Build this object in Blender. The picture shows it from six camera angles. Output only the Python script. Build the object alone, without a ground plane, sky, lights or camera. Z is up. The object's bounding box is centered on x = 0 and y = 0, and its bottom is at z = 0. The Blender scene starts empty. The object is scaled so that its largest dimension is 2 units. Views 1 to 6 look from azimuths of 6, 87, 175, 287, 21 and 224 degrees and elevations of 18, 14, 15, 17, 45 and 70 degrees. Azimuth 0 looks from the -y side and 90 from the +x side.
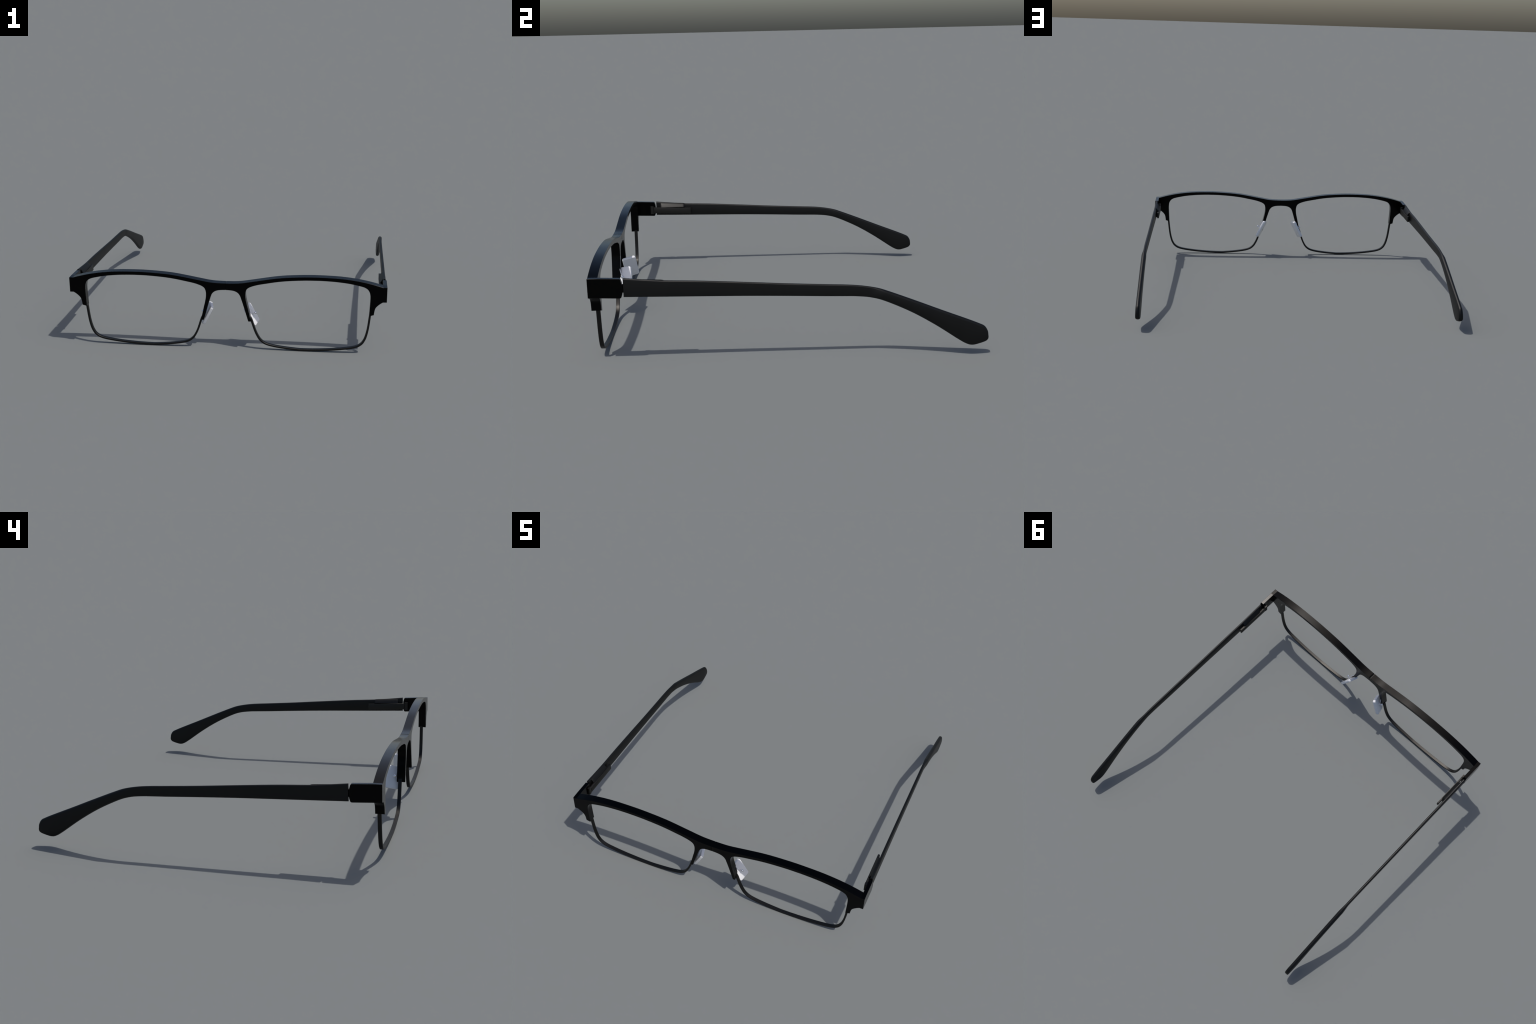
# Semi-rimless style eyeglasses: black metal brow front, thin lower rims,
# flat temples with flared tips, spring hinges, white nose pads.
import bpy, bmesh, math
from mathutils import Vector, Matrix

# ------------------------------------------------------------------ frame of reference
# The glasses are modelled in their own symmetric frame: x across (right side > 0),
# y backwards from the front plane, z up; the root empty turns them a little.
ROOT_LOC = (-0.0130, -0.9588, 0.0)
ROOT_YAW = math.atan2(-0.021, 1.967)

# ------------------------------------------------------------------ materials
def new_mat(name):
    m = bpy.data.materials.new(name)
    m.use_nodes = True
    nt = m.node_tree
    return m, nt, nt.nodes["Principled BSDF"]

def grain(nt, bsdf, scale, strength, rough_lo, rough_hi, dist=0.0004):
    tc = nt.nodes.new("ShaderNodeTexCoord")
    no = nt.nodes.new("ShaderNodeTexNoise")
    no.inputs["Scale"].default_value = scale
    no.inputs["Detail"].default_value = 4.0
    nt.links.new(tc.outputs["Object"], no.inputs["Vector"])
    mr = nt.nodes.new("ShaderNodeMapRange")
    mr.inputs["To Min"].default_value = rough_lo
    mr.inputs["To Max"].default_value = rough_hi
    nt.links.new(no.outputs["Fac"], mr.inputs["Value"])
    nt.links.new(mr.outputs["Result"], bsdf.inputs["Roughness"])
    if strength > 0:
        bp = nt.nodes.new("ShaderNodeBump")
        bp.inputs["Strength"].default_value = strength
        bp.inputs["Distance"].default_value = dist
        nt.links.new(no.outputs["Fac"], bp.inputs["Height"])
        nt.links.new(bp.outputs["Normal"], bsdf.inputs["Normal"])
    return no

def metal(name, col, r0, r1, metallic=1.0, spec=0.5, scale=7, strength=0.0):
    m, nt, b = new_mat(name)
    b.inputs["Base Color"].default_value = (*col, 1)
    b.inputs["Metallic"].default_value = metallic
    b.inputs["Specular IOR Level"].default_value = spec
    grain(nt, b, scale, strength, r0, r1)
    return m

MAT_FRONT = metal("black_lacquered_metal", (0.0086, 0.0085, 0.0086), 0.222, 0.240)
MAT_WIRE = metal("dark_rim_metal", (0.032, 0.031, 0.030), 0.40, 0.46)
MAT_TEMPLE = metal("satin_black_temple", (0.028, 0.028, 0.028), 0.47, 0.52)
MAT_HINGE = metal("hinge_steel_black", (0.042, 0.041, 0.039), 0.48, 0.54)  # base lightened partway towards the sun sheen on the inner plate
MAT_PAD = metal("milky_silicone", (0.765, 0.765, 0.785), 0.22, 0.30, metallic=0.0, scale=30)  # white greyed slightly to match the shadow across the upper pad
MAT_STUD = metal("polished_stud", (0.88, 0.89, 0.92), 0.10, 0.14, scale=30)

# ------------------------------------------------------------------ helpers
def catmull(pts, n):
    """Centripetal-free Catmull-Rom through pts (tuples of any length)."""
    out = []
    P = [tuple(p) for p in pts]
    first = tuple(2*a-b for a, b in zip(P[0], P[1]))
    last = tuple(2*a-b for a, b in zip(P[-1], P[-2]))
    P = [first] + P + [last]
    for i in range(1, len(P)-2):
        for k in range(n):
            t = k/n
            out.append(tuple(0.5*((2*b) + (c-a)*t + (2*a-5*b+4*c-d)*t*t + (3*b-a-3*c+d)*t**3)
                             for a, b, c, d in zip(P[i-1], P[i], P[i+1], P[i+2])))
    out.append(P[-2])
    return out

def make_obj(name, bm, mat, parent, smooth=35.0, mirror=False):
    for v in bm.verts:
        v.co.z -= 0.0006*min(1.0, max(0.0, v.co.z)/0.04)
    if mirror:
        for v in bm.verts:
            v.co.x = -v.co.x
        bmesh.ops.reverse_faces(bm, faces=bm.faces[:])
    bmesh.ops.recalc_face_normals(bm, faces=bm.faces[:])
    me = bpy.data.meshes.new(name)
    bm.to_mesh(me)
    bm.free()
    me.materials.append(mat)
    for p in me.polygons:
        p.use_smooth = True
    me.set_sharp_from_angle(angle=math.radians(smooth))
    ob = bpy.data.objects.new(name, me)
    bpy.context.scene.collection.objects.link(ob)
    ob.parent = parent
    return ob

def extrude_outline(pts, y0, y1):
    """Closed outline in x,z extruded along y."""
    bm = bmesh.new()
    a = [bm.verts.new((x, y0, z)) for x, z in pts]
    b = [bm.verts.new((x, y1, z)) for x, z in pts]
    bm.faces.new(a)
    bm.faces.new(b[::-1])
    n = len(pts)
    for i in range(n):
        bm.faces.new((a[i], a[(i+1) % n], b[(i+1) % n], b[i]))
    bmesh.ops.recalc_face_normals(bm, faces=bm.faces[:])
    return bm

def bevel_sharp(bm, width, seg=2, angle=32.0, skip=None):
    bm.normal_update()
    es = []
    for e in bm.edges:
        if len(e.link_faces) == 2 and e.calc_face_angle(0) > math.radians(angle):
            if skip and skip(e):
                continue
            es.append(e)
    bmesh.ops.bevel(bm, geom=es, offset=width, segments=seg, profile=0.5,
                    affect='EDGES', clamp_overlap=True)

def loft(rings, close_ends=True):
    bm = bmesh.new()
    R = [[bm.verts.new(p) for p in r] for r in rings]
    n = len(rings[0])
    for a, b in zip(R[:-1], R[1:]):
        for i in range(n):
            bm.faces.new((a[i], a[(i+1) % n], b[(i+1) % n], b[i]))
    if close_ends:
        bm.faces.new(R[0][::-1])
        bm.faces.new(R[-1])
    bmesh.ops.recalc_face_normals(bm, faces=bm.faces[:])
    return bm

def rounded_rect(hw, hh, r, seg=5):
    """Counter-clockwise loop of (u, v) around a rounded rectangle."""
    r = min(r, hw*0.999, hh*0.999)
    out = []
    for cx, cy, a0 in ((hw-r, hh-r, 0), (-hw+r, hh-r, 90), (-hw+r, -hh+r, 180), (hw-r, -hh+r, 270)):
        for k in range(seg+1):
            a = math.radians(a0 + 90*k/seg)
            out.append((cx + r*math.cos(a), cy + r*math.sin(a)))
    return out

def box(x0, x1, y0, y1, z0, z1):
    bm = bmesh.new()
    bmesh.ops.create_cube(bm, size=1.0)
    for v in bm.verts:
        v.co = Vector(((x0+x1)/2 + v.co.x*(x1-x0), (y0+y1)/2 + v.co.y*(y1-y0), (z0+z1)/2 + v.co.z*(z1-z0)))
    return bm

def smoothstep(a, b, t):
    t = max(0.0, min(1.0, (t-a)/(b-a)))
    return t*t*(3-2*t)

def tube(path, radius, seg=10):
    rings = []
    up = Vector((0.3, 0.2, 1)).normalized()
    P = [Vector(p) for p in path]
    for i, p in enumerate(P):
        t = (P[min(i+1, len(P)-1)] - P[max(i-1, 0)]).normalized()
        a = t.cross(up).normalized()
        b = t.cross(a).normalized()
        rings.append([tuple(p + radius*(math.cos(w)*a + math.sin(w)*b))
                      for w in (2*math.pi*k/seg for k in range(seg))])
    return loft(rings)

# ------------------------------------------------------------------ root
root = bpy.data.objects.new("eyeglasses", None)
bpy.context.scene.collection.objects.link(root)
root.location = ROOT_LOC
root.rotation_euler = (0, 0, ROOT_YAW)
root["label"] = "black metal eyeglasses with thin lower rims and white nose pads"
root["category"] = "eyeglasses"

# ------------------------------------------------------------------ measurements
FRONT_Y0, FRONT_Y1 = -0.0018, 0.0465      # depth of the brow front
JOINT_X = 0.9600                          # where the brow front meets the end piece
EP_TOP, EP_BOT, EP_OUT = 0.4442, 0.3490, 0.9838

# half outline of the brow front, x >= 0; each list is one smooth run, ends are corners
BROW_TOP = [(0.0, 0.4380), (0.056, 0.4392), (0.1034, 0.4435), (0.172, 0.4556), (0.2445, 0.4688),
            (0.3143, 0.4805), (0.384, 0.4882), (0.4766, 0.4938), (0.560, 0.4957), (0.6697, 0.4934),
            (0.750, 0.4873), (0.8306, 0.4758), (0.8996, 0.4610), (JOINT_X, EP_TOP)]
LUG_OUTER = [(JOINT_X, EP_BOT), (0.942, 0.3368), (0.924, 0.3198), (0.9150, 0.3047), (0.911, 0.2860),
             (0.9085, 0.2650)]
LENS_EDGE = [(0.8808, 0.2570), (0.8838, 0.3290), (0.8848, 0.3740), (0.8805, 0.4050), (0.8692, 0.4262),
             (0.8534, 0.4380), (0.8335, 0.4455), (0.790, 0.4555), (0.740, 0.4640), (0.667, 0.4712),
             (0.594, 0.4744), (0.546, 0.4745), (0.4767, 0.4728), (0.384, 0.4660), (0.315, 0.4572),
             (0.250, 0.4450), (0.200, 0.4348), (0.161, 0.4227), (0.1372, 0.4098), (0.1266, 0.3940),
             (0.1222, 0.3710), (0.1236, 0.3430), (0.1290, 0.3130), (0.1375, 0.2775), (0.1537, 0.2050),
             (0.1540, 0.1929)]
NASAL_EDGE = [(0.1393, 0.1925), (0.1126, 0.2860), (0.0945, 0.3450), (0.0868, 0.3640), (0.0770, 0.3770),
              (0.0635, 0.3862), (0.0450, 0.3922), (0.0200, 0.3948), (0.0, 0.3952)]

def half_outline():
    o = []
    for run, n in ((BROW_TOP, 6), (LUG_OUTER, 5), (LENS_EDGE, 5), (NASAL_EDGE, 5)):
        o += catmull(run, n)
    return o

# outer edge of the thin lower rim, from the end piece lug round to the nasal lug
RIM_OUTER = [(0.8930, 0.2640), (0.8922, 0.2500), (0.8826, 0.1653), (0.8706, 0.1090), (0.8577, 0.0776),
             (0.8420, 0.0562), (0.8121, 0.0366), (0.7607, 0.0231), (0.6665, 0.0103), (0.5723, 0.0028),
             (0.4900, 0.0000), (0.4428, 0.0010), (0.3571, 0.0090), (0.2851, 0.0202), (0.2390, 0.0345),
             (0.2090, 0.0571), (0.1891, 0.0874), (0.1724, 0.1254), (0.1536, 0.1837), (0.1495, 0.1945), (0.1430, 0.2080)]
RIM_Y0, RIM_Y1, RIM_T = 0.0172, 0.0378, 0.0123

# temple ribs: top (y, z), bottom (y, z)
RIBS = [(0.1655, 0.4425, 0.1655, 0.3495), (0.2600, 0.4335, 0.2600, 0.3472), (0.3600, 0.4255, 0.3600, 0.3448),
        (0.5300, 0.4180, 0.5300, 0.3410), (0.7500, 0.4045, 0.7500, 0.3358), (0.9520, 0.3912, 0.9520, 0.3290),
        (1.1400, 0.3810, 1.1300, 0.3220), (1.2250, 0.3765, 1.2100, 0.3195), (1.2950, 0.3700, 1.2750, 0.3168),
        (1.3740, 0.3555, 1.3420, 0.3090), (1.4385, 0.3335, 1.4120, 0.2880), (1.5620, 0.2852, 1.5370, 0.2300),
        (1.6864, 0.2349, 1.6560, 0.1600), (1.8118, 0.1854, 1.7705, 0.0825), (1.8730, 0.1597, 1.8130, 0.0580),
        (1.8970, 0.1465, 1.8400, 0.0522), (1.9120, 0.1240, 1.8680, 0.0577), (1.9160, 0.1030, 1.8980, 0.0675),
        (1.9166, 0.0955, 1.9080, 0.0745), (1.9160, 0.0885, 1.9130, 0.0810)]

# ------------------------------------------------------------------ part builders
def build_front(mirror):
    bm = extrude_outline(half_outline(), FRONT_Y0, FRONT_Y1)
    seam = [e for e in bm.edges if all(abs(v.co.x) < 1e-6 for v in e.verts)]
    bmesh.ops.bevel(bm, geom=seam, offset=0.0014, segments=1, profile=0.5, affect='EDGES')
    def skip(e):      # no chamfer where the end piece continues the front
        return all(abs(v.co.x-JOINT_X) < 1e-5 for v in e.verts)
    bevel_sharp(bm, 0.0012, 1, 32, skip)
    return make_obj("brow_front", bm, MAT_FRONT, root, 25, mirror)

def build_endpiece(mirror):
    # side outline (y, z) with a gently bowed rear edge, extruded across x
    prof = [(0.045, EP_BOT), (FRONT_Y0, EP_BOT), (FRONT_Y0, EP_TOP), (0.045, EP_TOP)]
    for k in range(4):
        a = math.radians(90 - 70*k/3)
        prof.append((0.1480 + 0.008*math.cos(a), EP_TOP - 0.008 + 0.008*math.sin(a)))
    prof += [(0.1605, 0.4220), (0.1630, 0.3960), (0.1618, 0.3740)]
    for k in range(4):
        a = math.radians(-15 - 75*k/3)
        prof.append((0.1475 + 0.010*math.cos(a), EP_BOT + 0.010 + 0.010*math.sin(a)))
    bm = bmesh.new()
    nx = 4
    cols = []
    for j in range(nx+1):
        f = j/nx
        col = []
        for y, z in prof:
            s = (y-FRONT_Y0)/(0.163-FRONT_Y0)
            bow = 0.0045*math.sin(math.pi*min(1, s*0.75))*max(0.0, 1-((z-0.388)/0.056)**2)
            x = JOINT_X + f*(EP_OUT - JOINT_X) + f*bow
            fall = max(0.0, y-0.045)*0.042
            col.append(bm.verts.new((x, y, z - fall)))
        cols.append(col)
    n = len(prof)
    bm.faces.new(cols[0][::-1])
    bm.faces.new(cols[-1])
    for a, b in zip(cols[:-1], cols[1:]):
        for i in range(n):
            bm.faces.new((a[i], a[(i+1) % n], b[(i+1) % n], b[i]))
    bmesh.ops.recalc_face_normals(bm, faces=bm.faces[:])
    def skip(e):
        return all(abs(v.co.x-JOINT_X) < 1e-5 and v.co.y < FRONT_Y1 for v in e.verts)
    bevel_sharp(bm, 0.0014, 1, 40, skip)
    return make_obj("end_piece", bm, MAT_FRONT, root, 2.0, mirror)

def build_rim(mirror):
    path = catmull(RIM_OUTER, 8)
    rings = []
    sec = rounded_rect(RIM_T/2, (RIM_Y1-RIM_Y0)/2, 0.0016, 1)
    for i, p in enumerate(path):
        a = path[max(i-1, 0)]
        b = path[min(i+1, len(path)-1)]
        t = Vector((b[0]-a[0], b[1]-a[1])).normalized()
        nrm = Vector((t.y, -t.x))            # towards the lens
        c = Vector(p) + nrm*RIM_T/2
        rings.append([(c.x + u*nrm.x, (RIM_Y0+RIM_Y1)/2 + v, c.y + u*nrm.y) for u, v in sec])
    return make_obj("lower_rim", loft(rings), MAT_WIRE, root, 30, mirror)

def build_temple(mirror):
    ribs = catmull(RIBS, 7)
    rings = []
    n = len(ribs)
    for i, (yt, zt, yb, zb) in enumerate(ribs):
        m = (yt+yb)/2
        tip = smoothstep(1.325, 1.40, m)
        xi = 0.9700 - 0.0030*tip
        xo = 0.9852 + 0.0040*tip
        if not mirror:                        # the right temple stands slightly further in
            turn = 0.0060 - 0.0052*smoothstep(0.3, 1.8, m)
            xi -= turn
            xo -= turn
        k = max(0, i-(n-24))/23.0             # round off the very end
        sx = math.sqrt(max(0.0, 1-(0.86*k)**2))
        hw = (xo-xi)/2*sx
        cx = (xi+xo)/2
        top, bot = Vector((yt, zt)), Vector((yb, zb))
        c = (top+bot)/2
        d = (top-bot)/2
        hh = d.length
        d.normalize()
        r = 0.0074 + 0.0056*tip
        ring = []
        for u, v in rounded_rect(hw, hh, r, 5):
            f = 1-(v/hh)**2
            if u < 0:
                u -= 0.0030*f*sx              # softly crowned inner side
            else:
                u += 0.0050*f*tip*sx
            # hollow front edge that follows the bowed end piece
            sag = 0.0040*(1-(v/hh)**2) if i == 0 else 0.0
            ring.append((cx+u, c.x + d.x*v + sag, c.y + d.y*v - 0.0015))
        rings.append(ring)
    return make_obj("temple", loft(rings), MAT_TEMPLE, root, 60, mirror)

def build_hinge(parent, mirror):
    # inner plate of the spring hinge, following the fall of the temple
    dx = 0.0 if mirror else -0.0055
    bm = box(0.9470+dx, 0.9595+dx, 0.1500, 0.4000, 0.3605, 0.4010)
    for v in bm.verts:
        v.co.z += 0.004 - 0.008*(v.co.y-0.15)/0.25
    bevel_sharp(bm, 0.0012, 2)
    plate = make_obj("hinge_plate", bm, MAT_HINGE, parent, 30, mirror)
    # knuckle on the end piece side
    bm = box(0.9470+dx, 0.9615, 0.1270, 0.1496, 0.3600, 0.4135)
    bevel_sharp(bm, 0.004, 3, skip=lambda e: abs(e.verts[0].co.z-e.verts[1].co.z) < 0.01)
    make_obj("hinge_knuckle", bm, MAT_HINGE, parent, 30, mirror)
    # housing that carries the plate on the temple: a saddle with a sloping round back
    rings = []
    for y, s in ((0.196, 0.90), (0.200, 0.98), (0.208, 1.0), (0.345, 1.0), (0.353, 0.97), (0.358, 0.88)):
        zt = 0.4350 - 0.055*(y-0.2)
        zb = 0.3560
        sec = [(0.9745+dx, zb)]
        for k in range(7):
            f = k/6
            sec.append((0.9745 + dx - 0.0240*f*s, zt - (zt-0.4045)*(f**1.5) - (1-s)*0.02))
        sec += [(0.9540+dx, 0.400), (0.9540+dx, 0.366), (0.962+dx, zb)]
        rings.append([(x, y, z) for x, z in sec])
    make_obj("hinge_housing", loft(rings), MAT_TEMPLE, parent, 40, mirror)
    return plate

PAD_SHIFT = 0.0125      # both pads sit a little to the +x side
def build_pad(mirror):
    A = Vector((0.0947, 0.0300, 0.2614))
    B = Vector((0.1145, 0.1055, 0.2775))
    C = Vector((0.1754, 0.1170, 0.1577))
    D = A + C - B
    ctr = (A+B+C+D)/4
    eu = (B-A)
    ev = (C-B)
    n = eu.cross(ev).normalized()
    if n.x < 0:
        n = -n
    lu, lv = eu.length, ev.length
    eu.normalize()
    ev.normalize()
    thick = 0.0195
    ctr = ctr - n*0.0035
    out = rounded_rect(lu/2, lv/2, 0.011, 6)
    off = PAD_SHIFT * (-1 if mirror else 1)
    layers = []
    for t, inset in ((0.0, 0.0032), (0.0009, 0.0012), (0.0032, 0.0), (thick-0.0032, 0.0),
                     (thick-0.0009, 0.0012), (thick, 0.0032)):
        ring = []
        for u, v in out:
            fu, fv = (1-inset/(lu/2)), (1-inset/(lv/2))
            p = ctr + eu*u*fu + ev*v*fv + n*t
            ring.append((p.x+off, p.y, p.z))
        layers.append(ring)
    pad = make_obj("nose_pad", loft(layers), MAT_PAD, root, 50, mirror)
    # stud: little ball on a stem on the outer face
    ball = Vector((0.1650, 0.0580, 0.2286))
    base = ball - n*0.026
    bm = tube([tuple(base + n*0.026*k/4 + Vector((off, 0, 0))) for k in range(5)], 0.0038, 12)
    make_obj("pad_stem", bm, MAT_PAD, pad, 40, mirror)
    bm = bmesh.new()
    bmesh.ops.create_uvsphere(bm, u_segments=20, v_segments=12, radius=0.0084)
    for v in bm.verts:
        v.co += ball + Vector((off, 0, 0))
    make_obj("pad_stud", bm, MAT_STUD, pad, 60, mirror)
    # thin arm from the stem up to the nasal lug
    P0 = base + n*0.004 + Vector((off, 0, 0))
    P1 = ball - n*0.012 + (A-C).normalized()*0.016 + Vector((off, 0, 0))
    P2 = Vector((0.1400+off, 0.046, 0.2575))
    P3 = Vector((0.1270, 0.040, 0.2720))
    bm = tube(catmull([P0, P1, P2, P3], 6), 0.0021, 8)
    make_obj("pad_arm", bm, MAT_PAD, pad, 40, mirror)

# ------------------------------------------------------------------ assemble both sides
for mirror in (False, True):
    build_front(mirror)
    build_endpiece(mirror)
    build_rim(mirror)
    t = build_temple(mirror)
    build_hinge(t, mirror)
    build_pad(mirror)
